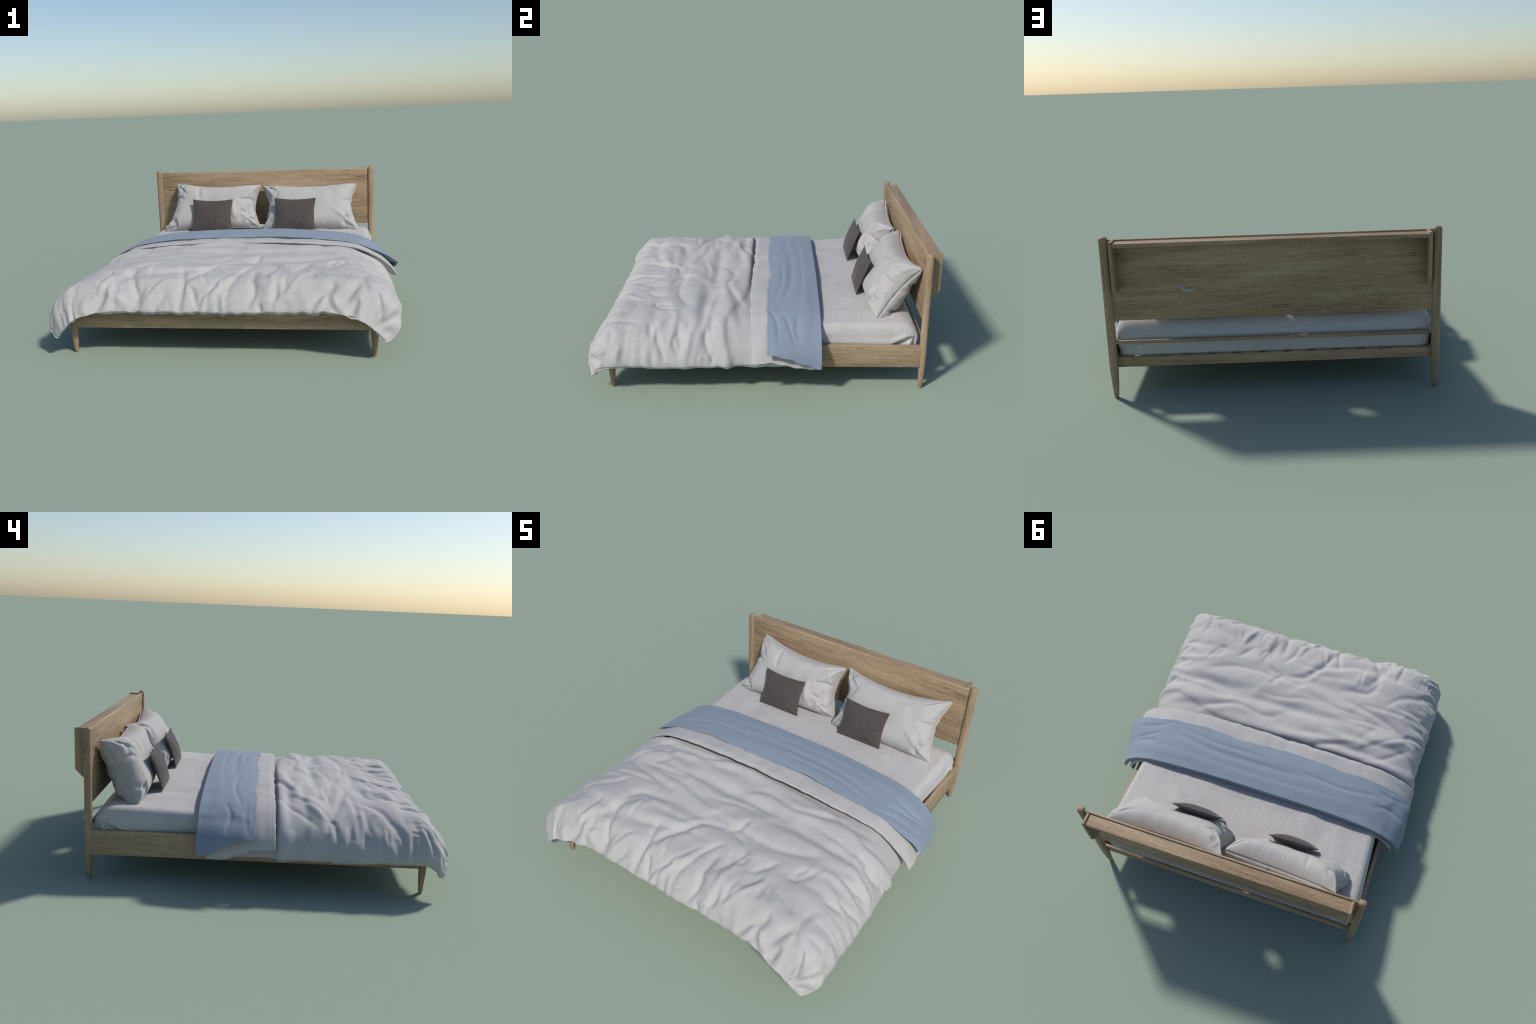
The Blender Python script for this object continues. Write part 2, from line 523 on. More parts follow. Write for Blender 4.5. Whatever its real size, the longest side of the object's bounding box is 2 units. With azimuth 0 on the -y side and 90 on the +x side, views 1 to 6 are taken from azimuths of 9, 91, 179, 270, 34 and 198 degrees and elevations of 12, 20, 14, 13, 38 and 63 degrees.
def drape(u, v):
    """Cloth coordinates (u -1..1 across, v 0 head .. 1 foot hem) to space."""
    k = np.linspace(0, 1, 300)
    a = np.abs(u)
    r = np.where(u >= 0, np.interp(a, k, side_r[:, 0]), np.interp(a, k, side_l[:, 0]))
    z = np.where(u >= 0, np.interp(a, k, side_r[:, 1]), np.interp(a, k, side_l[:, 1]))
    kf = np.linspace(0, 1, 600)
    y = np.interp(v, kf, front[:, 0])
    dy = np.interp(v, kf, front[:, 1])
    dx = TOP - z
    # narrower towards the head end
    kk = 1 - np.where(u >= 0, 0.17, 0.10) * sstep(-0.65, 0.05, y)
    r = np.where(r > 0.7, 0.7 + (r - 0.7) * kk, r)
    lowtop = 0.028 * sstep(-0.25, 0.02, y) * (1 - 0.5 * sstep(0.4, 0.75, r)) * (1 - sstep(0.8, 0.9, r))
    cu, cv = sstep(0.72, 1.0, a), sstep(0.80, 1.0, v)
    # at the foot corners the hem hangs free instead of turning under
    rc = np.where(u >= 0, np.interp(a, k, np.maximum.accumulate(side_r[:, 0])), np.interp(a, k, np.maximum.accumulate(side_l[:, 0])))
    r = r + (rc - r) * sstep(0.80, 0.92, v)
    y = y + (np.interp(v, kf, np.minimum.accumulate(front[:, 1 - 1])) - y) * sstep(0.78, 0.95, a)
    drop = np.sqrt(dx ** 2 + dy ** 2)
    drop = np.where((dx > 0) & (dy > 0), drop - 0.3 * np.minimum(dx, dy) * (1 - cu * cv), drop)
    zz = TOP - drop - lowtop
    zz = zz + (0.006 * perlin(u * 7, v * 6, 2.2) + 0.006 * perlin(u * 19, v * 17, 5.2)) * np.maximum(sstep(0.9, 1.0, a), sstep(0.93, 1.0, v))
    # hem line of the hanging foot corners
    hang = sstep(0.50, 0.66, a) * sstep(0.865, 1.0, v) ** 1.5
    hr, hz = (np.interp(a, HEM_FOOT[0], HEM_FOOT[i]) for i in (1, 2))
    r = r + (hr - r) * hang
    zz = zz + (hz - zz) * hang
    y = y - 0.038 * sstep(.42, .70, a) * (1 - 0.65 * sstep(.85, 1, a)) * cv
    return np.stack([CX + np.sign(u) * r, y, zz], -1)


uu, vv = np.meshgrid(np.linspace(-1, 1, NU), np.linspace(0, 1, NV), indexing="ij")
BASE = drape(uu, vv)
BX, BY = BASE[..., 0], BASE[..., 1]
# cloth plane in metres, for drawing folds: across, along
CU = np.where(uu >= 0, uu * LEN_R, uu * LEN_L)
CV = 0.34 - vv * LEN_F


# folds drawn on the flat cloth: (height, width, points across / along)
TOP_FOLDS = [
    (0.014, 0.03, [(-0.79, -0.31), (-0.58, -0.33), (-0.4, -0.32), (-0.28, -0.32), (-0.15, -0.32)]),
    (-0.01, 0.016, [(-0.7, -0.36), (-0.54, -0.36), (-0.42, -0.35), (-0.31, -0.35)]),
    (-0.01, 0.018, [(-0.47, -0.82), (-0.5, -0.7), (-0.49, -0.63), (-0.45, -0.58), (-0.33, -0.56), (-0.26, -0.54)]),
    (0.009, 0.03, [(-0.41, -0.77), (-0.4, -0.7), (-0.35, -0.62), (-0.24, -0.61)]),
    (-0.01, 0.016, [(-0.13, -0.73), (-0.07, -0.66), (-0.04, -0.58), (0.04, -0.55), (0.1, -0.54)]),
    (-0.01, 0.014, [(0.11, -0.54), (0.16, -0.49), (0.17, -0.42)]),
    (-0.01, 0.012, [(0.29, -0.71), (0.31, -0.67), (0.31, -0.63)]),
    (-0.009, 0.014, [(0.37, -0.71), (0.41, -0.66), (0.45, -0.6), (0.46, -0.57)]),
    (-0.008, 0.014, [(0.55, -0.63), (0.61, -0.62)]),
    (-0.008, 0.012, [(0.57, -0.6), (0.59, -0.56), (0.61, -0.53)]),
    (-0.014, 0.03, [(0.24, -0.37), (0.37, -0.34), (0.47, -0.33), (0.58, -0.34), (0.68, -0.32), (0.75, -0.3)]),
    (-0.012, 0.028, [(-0.58, -0.31), (-0.15, -0.3), (0.24, -0.3), (0.59, -0.3)]),
    (-0.01, 0.03, [(-0.36, -0.52), (-0.04, -0.54), (0.33, -0.54), (0.55, -0.55)]),
    (-0.009, 0.014, [(0.61, -0.61), (0.66, -0.49)]),
    (-0.008, 0.014, [(0.21, -0.83), (0.28, -0.61), (0.09, -0.51)]),
    (-0.01, 0.018, [(0.62, -0.43), (0.45, -0.5), (0.3, -0.51), (0.13, -0.5), (-0.08, -0.49)]),
    (0.014, 0.026, [(0.02, -0.09), (-0.41, -0.17), (-0.66, -0.25), (-0.8, -0.34)]),
    (-0.012, 0.016, [(-0.2, -0.07), (-0.33, -0.13), (-0.51, -0.19)]),
    (-0.01, 0.02, [(-0.16, -0.32), (-0.5, -0.32), (-0.78, -0.34)]),
    (-0.012, 0.018, [(-0.32, -0.48), (-0.63, -0.41), (-0.8, -0.35), (-0.88, -0.34)]),
]
FOOT_FOLDS = [
    (0.012, 0.022, [(-0.7, -0.84), (-0.6, -0.91), (-0.51, -0.97), (-0.45, -1.02)]),
    (-0.014, 0.014, [(-0.45, -1.04), (-0.42, -0.95), (-0.45, -0.87), (-0.47, -0.78)]),
    (0.012, 0.025, [(-0.72, -0.95), (-0.69, -0.99), (-0.64, -1.05)]),
    (-0.013, 0.014, [(-0.19, -1.03), (-0.19, -0.93), (-0.19, -0.83), (-0.23, -0.68)]),
    (-0.012, 0.012, [(-0.1, -1.01), (-0.12, -0.93), (-0.15, -0.88)]),
    (-0.008, 0.014, [(0.05, -1.0), (0.06, -0.89), (0.07, -0.84), (0.1, -0.8)]),
    (-0.009, 0.012, [(0.09, -0.82), (0.1, -0.74), (0.13, -0.67), (0.16, -0.63)]),
    (-0.014, 0.016, [(0.49, -1.01), (0.54, -0.94), (0.59, -0.9), (0.6, -0.85)]),
    (-0.016, 0.016, [(0.61, -0.96), (0.66, -0.94), (0.71, -0.89), (0.74, -0.85)]),
    (-0.012, 0.014, [(0.65, -1.04), (0.7, -0.98), (0.73, -0.94)]),
    (-0.009, 0.014, [(0.3, -0.97), (0.31, -0.89), (0.32, -0.86)]),
    (-0.012, 0.015, [(0.2, -0.9), (0.18, -0.84), (0.18, -0.78), (0.17, -0.71)]),
    (-0.008, 0.014, [(0.5, -0.82), (0.49, -0.76), (0.49, -0.68)]),
    (0.01, 0.02, [(0.37, -0.9), (0.39, -0.84), (0.44, -0.78), (0.48, -0.71)]),
    (-0.01, 0.013, [(0.3, -0.98), (0.31, -0.94), (0.32, -0.89)]),
    (-0.01, 0.014, [(0.34, -0.92), (0.38, -0.86), (0.42, -0.77), (0.45, -0.68)]),
    (-0.01, 0.012, [(0.22, -0.99), (0.23, -1.02), (0.23, -1.04)]),
    (-0.012, 0.014, [(0.16, -1.02), (0.19, -0.94), (0.19, -0.89), (0.18, -0.84)]),
    (-0.008, 0.013, [(-0.14, -0.85), (-0.12, -0.7), (0.0, -0.57)]),
    (0.01, 0.022, [(0.26, -0.94), (0.29, -0.71), (0.31, -0.64)]),
    (-0.01, 0.016, [(-0.19, -0.88), (-0.12, -0.73), (-0.06, -0.59)]),
    (-0.01, 0.016, [(-0.48, -0.83), (-0.49, -0.74), (-0.44, -0.62)]),
    (-0.009, 0.018, [(-0.95, -0.75), (-0.86, -0.72), (-0.78, -0.68)]),
]
SIDE_FOLDS = [
    (0.014, 0.020, [(0.97, -0.86), (0.93, -0.93), (0.86, -0.98)]),
    (-0.014, 0.014, [(1.02, -0.90), (0.97, -0.95), (0.90, -1.02)]),
    (0.012, 0.018, [(1.05, -0.80), (0.98, -0.80), (0.92, -0.78)]),
    (-0.006, 0.014, [(-0.86, -1.10), (-0.87, -1.02), (-0.84, -0.97)]),
    (-0.005, 0.014, [(-0.95, -1.05), (-0.92, -1.00), (-0.86, -0.95)]),
    (0.010, 0.022, [(-0.80, -1.10), (-0.82, -1.02), (-0.79, -0.96)]),
    (-0.006, 0.014, [(-1.04, -0.92), (-0.97, -0.92), (-0.90, -0.88)]),
    (0.01, 0.022, [(0.61, -0.53), (0.71, -0.49), (0.77, -0.48), (0.85, -0.47)]),
    (-0.012, 0.014, [(0.76, -0.3), (0.87, -0.31), (1.02, -0.27), (1.0, -0.33)]),
    (-0.011, 0.014, [(0.81, -0.58), (0.88, -0.58), (1.01, -0.53)]),
    (-0.008, 0.014, [(0.76, -0.63), (0.81, -0.63), (0.88, -0.61)]),
    (-0.009, 0.016, [(0.76, -0.48), (0.91, -0.45), (1.0, -0.47)]),
    (-0.011, 0.018, [(0.99, -0.31), (0.88, -0.31), (0.77, -0.27)]),
    (0.01, 0.018, [(0.99, -0.41), (0.87, -0.4), (0.74, -0.36)]),
    (0.01, 0.022, [(0.91, -0.59), (0.8, -0.58), (0.69, -0.53)]),
    (-0.01, 0.014, [(-0.79, -0.37), (-0.9, -0.39), (-0.95, -0.4)]),
    (0.01, 0.02, [(-1.02, -0.12), (-0.94, -0.14), (-0.88, -0.16)]),
    (-0.01, 0.016, [(-0.96, -0.54), (-0.84, -0.54), (-0.73, -0.59)]),
    (-0.01, 0.016, [(-0.93, -0.47), (-0.84, -0.46), (-0.74, -0.5)]),
    (-0.008, 0.014, [(-0.52, -0.08), (-0.68, -0.15), (-0.85, -0.29)]),
    (-0.008, 0.014, [(-0.51, -0.15), (-0.65, -0.26), (-0.83, -0.39)]),
    (-0.008, 0.016, [(-0.58, -0.5), (-0.68, -0.62), (-0.89, -0.71)]),
]


def puff_edge(cx):
    """Where the stuffed part ends: along the turned-back strip, then slanting
    off towards the foot on the right side."""
    return np.interp(cx, [0.12, 0.30, 0.47, 0.62, 0.75, 0.88, 1.02], [-0.070, -0.074, -0.094, -0.150, -0.196, -0.192, -0.160])


def duvet_relief():
    d = np.zeros_like(CU)
    e = puff_edge(CU)
    hem_u = np.minimum(LEN_R - CU, LEN_L + CU)
    hem_v = CV - (0.34 - LEN_F)
    edge = np.minimum(hem_u, hem_v)
    inner = sstep(0.0, 0.25, hem_u) * sstep(0, 0.25, hem_v)
    d += (-0.022 + 0.012 * sstep(0.15, 0.5, CU)) * sstep(-0.022, 0.010, CV - e) + (0.009 + 0.008 * sstep(0.35, 0.05, CU)) * np.exp(-((CV - e + 0.035) / 0.04) ** 2) - 0.002 * sstep(-0.2, -0.4, CV)
    d += 0.010 * perlin(CU * 2.6, CV * 3.6, 1.7) * inner + 0.007 * perlin(CU * 2.0, CV * 9.0, 7.3) * inner
    for gain, group in ((1.45, TOP_FOLDS), (1.55, FOOT_FOLDS), (1.3, SIDE_FOLDS)):
        for h, w, pts in group:
            d += fold(CU, CV, np.array(pts), gain * h, 1.15 * w)
    # long soft folds right across the bed
    r = np.random.RandomState(5)
    for i in range(18):
        cu, cv, L = r.uniform(-0.7, 0.7), r.uniform(-0.90, -0.12), r.uniform(0.14, 0.34)
        t = np.linspace(-1, 1, 5)
        p = np.stack([cu + L * t, cv + L * (0.10 * r.normal() * t + 0.07 * r.normal() * np.sin(3 * t + r.uniform(0, 6)))], 1)
        w, h = r.uniform(0.015, 0.030), r.uniform(0.005, 0.010)
        d += fold(CU, CV, p, -h, w) + fold(CU, CV, p + np.array([0, 1.8 * w * r.choice([-1, 1])]), 0.8 * h, 1.5 * w)
    # many short sharp creases: across near the sides, lengthwise by the foot hem
    r = np.random.RandomState(21)
    for i in range(110):
        cu, cv = r.uniform(-LEN_L, LEN_R), r.uniform(0.34 - LEN_F, -0.10)
        keep = r.uniform()
        hu, hv = min(LEN_R - cu, LEN_L + cu), cv - (0.34 - LEN_F)
        if hu < 0.40 and hu < hv:
            ang = r.normal(0, 0.22)
        elif hv < 0.38:
            ang = math.pi / 2 + r.normal(0, 0.35) + 0.5 * cu
        else:
            ang = r.choice([0.0, 0.0, 0.5, -0.6, 1.2]) + r.normal(0, 0.25)
        if keep < 0.97 * min(1, max(0, min(hu, hv) - 0.25) / 0.15):
            continue
        L = r.uniform(0.05, 0.15)
        k = r.normal(0, 0.18)
        t = np.linspace(-1, 1, 4)
        px = cu + L * t * math.cos(ang) - k * L * (t ** 2) * math.sin(ang)
        py = cv + L * t * math.sin(ang) + k * L * (t ** 2) * math.cos(ang)
        w = r.uniform(0.009, 0.021)
        h = r.uniform(0.004, 0.011) * (0.5 + 0.5 * min(1.0, 3 * max(0.0, -0.08 - cv)))
        p = np.stack([px, py], 1)
        q = p + 1.9 * w * np.array([-math.sin(ang), math.cos(ang)]) * r.choice([-1, 1])
        d += fold(CU, CV, p, -h, w) + fold(CU, CV, q, 0.6 * h, 1.5 * w)
    # restless small unevenness for the cloth solver to buckle from
    wx, wy = 0.10 * perlin(CU * 4, CV * 4, 11), 0.10 * perlin(CU * 4, CV * 4, 17)
    side_w = sstep(0.42, 0.16, hem_u)
    foot_w = sstep(0.40, 0.12, hem_v)
    mid_w = (1 - side_w) * (1 - foot_w)
    calm = 0.3 + 0.7 * sstep(-0.10, -0.25, CV)
    d += calm * (side_w * (0.006 * perlin(CU * 3.0 + wx * 6, CV * 13 + wy * 10, 4.2) + 0.004 * perlin(CU * 5 + wx * 6, CV * 27 + wy * 14, 6.2))
                 + foot_w * (0.006 * perlin(CU * 12 + wx * 9, CV * 3.2 + wy * 6, 9.1) + 0.005 * perlin(CU * 26 + wx * 12, CV * 7 + wy * 6, 3.1) * sstep(0.2, 0.05, hem_v))
                 + 0.005 * mid_w * perlin((CU + CV) * 4.0 + wx * 7, (CU - CV) * 8.0 + wy * 9, 2.4))
    d *= (sstep(0.0, 0.03, edge) * 0.45 + 0.55) * sstep(0.01, 0.13, hem_u + hem_v)
    # spare length of the cover over its stuffing, along u and along v
    eu = calm * (0.034 * mid_w + 0.085 * foot_w + 0.015 * side_w)
    ev = calm * (0.036 * mid_w + 0.015 * foot_w + 0.080 * side_w)
    nook = 1 - sstep(0.42, 0.22, hem_u + hem_v)
    return d, edge, eu * nook, ev * nook


def slack_cloth(P0, target, eu, ev, rounds=((4, 80), (2, 45), (1, 14)), hold=0.03, puff=0.0, bend=0.08, limit=(-0.022, 0.03)):
    """Position-based cloth: the sheet is eu / ev longer than the shape it
    lies on, so it buckles into folds; it stays tied softly to the target."""
    nrm = normals_of(P0)
    c = nrm[nrm.shape[0] // 2, nrm.shape[1] // 2]
    if c[2] < 0:
        nrm = -nrm
    off = np.einsum("ijk,ijk->ij", target - P0, nrm)
    Q = target - P0
    full = P0.shape[:2]
    for step, iters in rounds:
        iu = np.unique(np.r_[np.arange(0, full[0], step), full[0] - 1])
        iv = np.unique(np.r_[np.arange(0, full[1], step), full[1] - 1])
        B = P0[np.ix_(iu, iv)]
        n = nrm[np.ix_(iu, iv)]
        want = off[np.ix_(iu, iv)]
        X = B + Q[np.ix_(iu, iv)]
        a, b = eu[np.ix_(iu, iv)], ev[np.ix_(iu, iv)]
        lu = np.linalg.norm(np.diff(B, axis=0), axis=-1) * (1 + a[1:])
        lv = np.linalg.norm(np.diff(B, axis=1), axis=-1) * (1 + b[:, 1:])
        ab = (a + b)[1:, 1:] / 2
        d1 = np.linalg.norm(B[1:, 1:] - B[:-1, :-1], axis=-1) * (1 + ab)
        d2 = np.linalg.norm(B[1:, :-1] - B[:-1, 1:], axis=-1) * (1 + ab)

        def pull(sa, sb, L, k):
            d = X[sb] - X[sa]
            r = np.linalg.norm(d, axis=-1) + 1e-12
            m = (k * 0.5 * (1 - L / r))[..., None] * d
            X[sa] += m
            X[sb] -= m

        S = slice
        for it in range(iters):
            for o in (0, 1):
                nu, nv = len(iu), len(iv)
                ku = (nu - o) // 2
                kv = (nv - o) // 2
                pull((S(o, o + 2 * ku, 2), S(None)), (S(o + 1, o + 2 * ku, 2), S(None)), lu[o:o + 2 * ku:2], 0.9)
                pull((S(None), S(o, o + 2 * kv, 2)), (S(None), S(o + 1, o + 2 * kv, 2)), lv[:, o:o + 2 * kv:2], 0.9)
                k1 = (nu - o) // 2
                pull((S(o, o + 2 * k1, 2), S(0, nv - 1)), (S(o + 1, o + 2 * k1, 2), S(1, nv)), d1[o:o + 2 * k1:2], 0.35)
                pull((S(o, o + 2 * k1, 2), S(1, nv)), (S(o + 1, o + 2 * k1, 2), S(0, nv - 1)), d2[o:o + 2 * k1:2], 0.35)
            # bending: ease the offset, not the shape
            D = X - B
            D[1:-1] += bend * ((D[2:] + D[:-2]) / 2 - D[1:-1])
            D[:, 1:-1] += bend * ((D[:, 2:] + D[:, :-2]) / 2 - D[:, 1:-1])
            h = np.einsum("ijk,ijk->ij", D, n)
            tang = D - h[..., None] * n
            h = h + hold * (want - h) + puff
            h = np.clip(h, want + limit[0], want + limit[1])
            X = B + tang * (1 - 0.3 * hold) + h[..., None] * n
        D = X - B
        # spread the coarse offset back to the full grid
        fu, fv = np.arange(full[0]), np.arange(full[1])
        T = np.stack([np.stack([np.interp(fv, iv, row) for row in D[..., k]]) for k in range(3)], -1)
        Q = np.stack([np.stack([np.interp(fu, iu, T[:, j, k]) for j in range(full[1])], 1) for k in range(3)], -1) if step > 1 else D
    return P0 + Q


relief, edge_dist, slack_u, slack_v = duvet_relief()
NRM = normals_of(BASE)
if NRM[NU // 2, NV // 4, 2] < 0:
    NRM = -NRM
OUTER = slack_cloth(BASE, BASE + NRM * relief[..., None], slack_u, slack_v)
OUTER += normals_of(OUTER) * np.sign(np.einsum("ijk,ijk->ij", normals_of(OUTER), NRM))[..., None] * (-0.006 * np.exp(-((edge_dist - 0.016) / 0.005) ** 2))[..., None]
thick = 0.010 + 0.020 * sstep(0.0, 0.10, edge_dist) + 0.016 * sstep(0.10, 0.03, np.minimum(LEN_R - CU, LEN_L + CU) + CV - (0.34 - LEN_F) - 0.05)
dip = np.einsum("ijk,ijk->ij", OUTER - BASE, NRM)
thick = np.maximum(thick, 0.012 * sstep(0.0, 0.05, edge_dist) - np.minimum(blur(np.minimum(dip, 0), 6) * 1.3, dip))
NIN = blur(NRM, 30)
NIN /= np.linalg.norm(NIN, axis=-1, keepdims=True)
INNER = BASE - NIN * thick[..., None]
flip = np.cross(BASE[NU // 2 + 1, 9] - BASE[NU // 2, 9], BASE[NU // 2, 10] - BASE[NU // 2, 9])[2] < 0


def sheet_with_rim(name, A, B, mat, parent, tilt):
    """Outer surface A plus a rim that reaches the under side B all round."""
    nu, nv = A.shape[:2]
    va = A.reshape(-1, 3)
    F = [grid_faces(nu, nv, 0, tilt)]
    idx = np.arange(nu * nv).reshape(nu, nv)
    loop = np.concatenate([idx[:-1, 0], idx[-1, :-1], idx[:0:-1, -1], idx[0, :0:-1]])
    rim = B.reshape(-1, 3)[loop]
    m = len(loop)
    r = np.arange(m) + nu * nv
    nxt = np.roll(np.arange(m), -1)
    q = np.stack([loop, r, r[nxt], loop[nxt]], -1)
    F.append(q if not tilt else q[:, ::-1])
    return make_mesh(name, np.vstack([va, rim]), np.vstack(F), mat, parent)


duvet = empty("folded_duvet", "puffy light grey duvet turned back to show its blue lining", "duvet")
sheet_with_rim("duvet_cover", OUTER, INNER, M_LINEN, duvet, flip)
# the cover wraps under the foot hem; further in the lining shows
under = grid_faces(NU, NV, 0, not flip)
wrap = ((edge_dist < 0.09) & (CV < -0.5)).reshape(-1)[under[:, 0]]
make_mesh("duvet_lining", INNER.reshape(-1, 3), under[~wrap], M_BLUE, duvet)
make_mesh("duvet_hem", INNER.reshape(-1, 3), under[wrap], M_LINEN, duvet)


# ------------------------------------------- turned-back flap of the duvet
def drape_at(u, y, lift):
    """Point on the bedding at cross position u and length position y,
    lifted off along the side profile's normal."""
    eps = 0.004
    v = np.interp(-np.asarray(y), -front[:, 0][:400], np.linspace(0, 1, 600)[:400])
    p = drape(u, v)
    q = drape(np.clip(u + eps, -1, 1), v) - drape(np.clip(u - eps, -1, 1), v)
    n = np.stack([-q[..., 2], 0 * q[..., 0], q[..., 0]], -1)
    n /= np.linalg.norm(n, axis=-1, keepdims=True) + 1e-9
    return p + n * np.asarray(lift)[..., None]


def build_flap(name, section, ends, mat, relief, slack, nu=330):
    """section: open loop (y, lift) round the flap from its under side, over
    the fold, to its front edge. ends: right and left limits in u and how far
    the end stands off, for each y. Both ends close to a seam."""
    sec, L = spline(section, 150)
    a = np.linspace(-1, 1, nu)
    A, W = np.meshgrid(a, np.arange(len(sec)), indexing="ij")
    y, lift = sec[W, 0], sec[W, 1]
    uR, uL, flare = ends(y)
    U = np.where(A >= 0, A * uR, A * uL) * (1 + 0.012 * perlin(y * 13, np.sign(A) * 3.7, len(section)) * np.abs(A) ** 4)
    close = np.sqrt(np.clip(1 - np.abs(A) ** 18, 0, 1))
    lo, hi = sec[:, 1].min(), sec[:, 1].max()
    mid = lo + 0.45 * (hi - lo)
    out = sstep(0.74, 1, np.abs(A)) ** 1.5
    lift = lift * (1 - 0.5 * sstep(0.40, 0.72, np.abs(U)))
    core = mid + 0 * lift
    lift = core + (lift - core) * (0.10 + 0.90 * close)
    wob = 0.014 * perlin(A * 2.6, 0.3, len(section)) + 0.008 * perlin(A * 7, 4.3, len(section)) + 0.004 * perlin(A * 19, 2.3, len(section))
    back = sstep(0.20, 0.34, y)
    wob = wob + back * (0.022 * np.exp(-((np.abs(U) - 0.74) / 0.10) ** 2) - 0.016 * sstep(0.84, 0.98, np.abs(U)))
    P = drape_at(U, y + wob, lift)
    # the ends stand off sideways, resting on the layers beneath
    side = flare * out * sstep(0.05, 0.55, (sec[W, 1] - lo) / (hi - lo)) * (0.75 + 0.25 * close) + 0.7 * flare * out * (1 - close)
    P[..., 0] += np.where(A > 0, side, -0.45 * side)
    n = normals_of(P)
    if n[nu // 2, np.argmax(sec[:, 1]), 2] < 0:
        n = -n
    top = sstep(0.15, 0.5, (sec[W, 1] - lo) / (hi - lo))
    d, eu, ev = relief(P[..., 0], P[..., 1], np.abs(A))
    Q = slack_cloth(P, P + n * (d * top)[..., None], eu * top + 0 * A, ev * top + 0 * A, rounds=((2, 50), (1, 25)), limit=(-0.012, 0.016))
    tilt = np.cross(P[nu // 2 + 1, 95] - P[nu // 2, 95], P[nu // 2, 96] - P[nu // 2, 95]) @ n[nu // 2, 95] < 0
    return make_mesh(name, Q.reshape(-1, 3), grid_faces(*A.shape, 0, tilt), mat, duvet)


def blue_ends(y):
    t = sstep(0.375, 0.03, y)
    return 0.968 - 0.090 * t, 0.972 - 0.100 * t, 0.012 + 0.044 * t


def strip_ends(y):
    t = sstep(0.34, -0.06, y)
    return 0.99 - 0.06 * t, 0.99 - 0.068 * t, 0.006 + 0.030 * t


BLUE_FOLDS = [
    (-.004, .014, [(-.55, .22), (-.1, .25), (.3, .245), (.62, .235)]),
    (-.008, .018, [(-.3, .17), (.15, .18), (.45, .16), (.68, .10)]),
    (-.006, .012, [(.0, .12), (.35, .12), (.6, .07)]),
    (-.007, .012, [(-.75, .11), (-.5, .16), (-.2, .14)]),
    (-.007, .012, [(.72, .21), (.82, .20), (.88, .22)]),
    (-.008, .010, [(.70, .13), (.80, .16), (.90, .19)]),
    (-.007, .010, [(.66, .05), (.78, .09), (.90, .10)]),
    (-.008, .012, [(-.70, .20), (-.80, .17), (-.9, .19)]),
    (-.005, .012, [(-.68, .08), (-.80, .09), (-.92, .07)]),
]


def blue_relief(x, y, a):
    w = 0.10 * perlin(x * 4, y * 4, 3)
    d = 0.004 * perlin(x * 1.6, y * 15 + w * 6, 5.5) * sstep(1.0, 0.8, a)
    d += 0.004 * perlin(x * 9 + w * 8, y * 9 - w * 8, 7.7) * sstep(0.6, 0.85, a)
    for h, wd, pts in BLUE_FOLDS:
        d += fold(x - CX, y, np.array(pts), h, wd)
    d -= 0.003 * np.exp(-((y - 0.054) / 0.003) ** 2)
    return d, 0.012 + 0.04 * sstep(0.6, 0.8, a), 0.03 + 0.01 * a


def strip_relief(x, y, a):
    return 0.004 * perlin(x * 7, y * 14, 6.5) + 0.003 * perlin(x * 19, y * 9, 2.5) - 0.0025 * np.exp(-((y + 0.047) / 0.003) ** 2), 0.016 + 0 * x, 0.010 + 0 * x


build_flap("turned_back_lining", [(.20, -.012), (.30, -.008), (.350, .000), (.374, .014), (.374, .027), (.355, .038), (.31, .048), (.24, .055), (.16, .057), (.09, .054), (.055, .050), (.041, .046), (.040, .039), (.052, .026), (.075, .006), (.10, -.008)],
           blue_ends, M_BLUE, blue_relief, 0)
build_flap("turned_back_cover", [(.30, -.012), (.30, .020), (.20, .014), (.09, .024), (.05, .032), (-.03, .032), (-.055, .027), (-.063, .022), (-.063, .015), (-.05, .002), (-.03, -.012)],
           strip_ends, M_LINEN, strip_relief, 0)


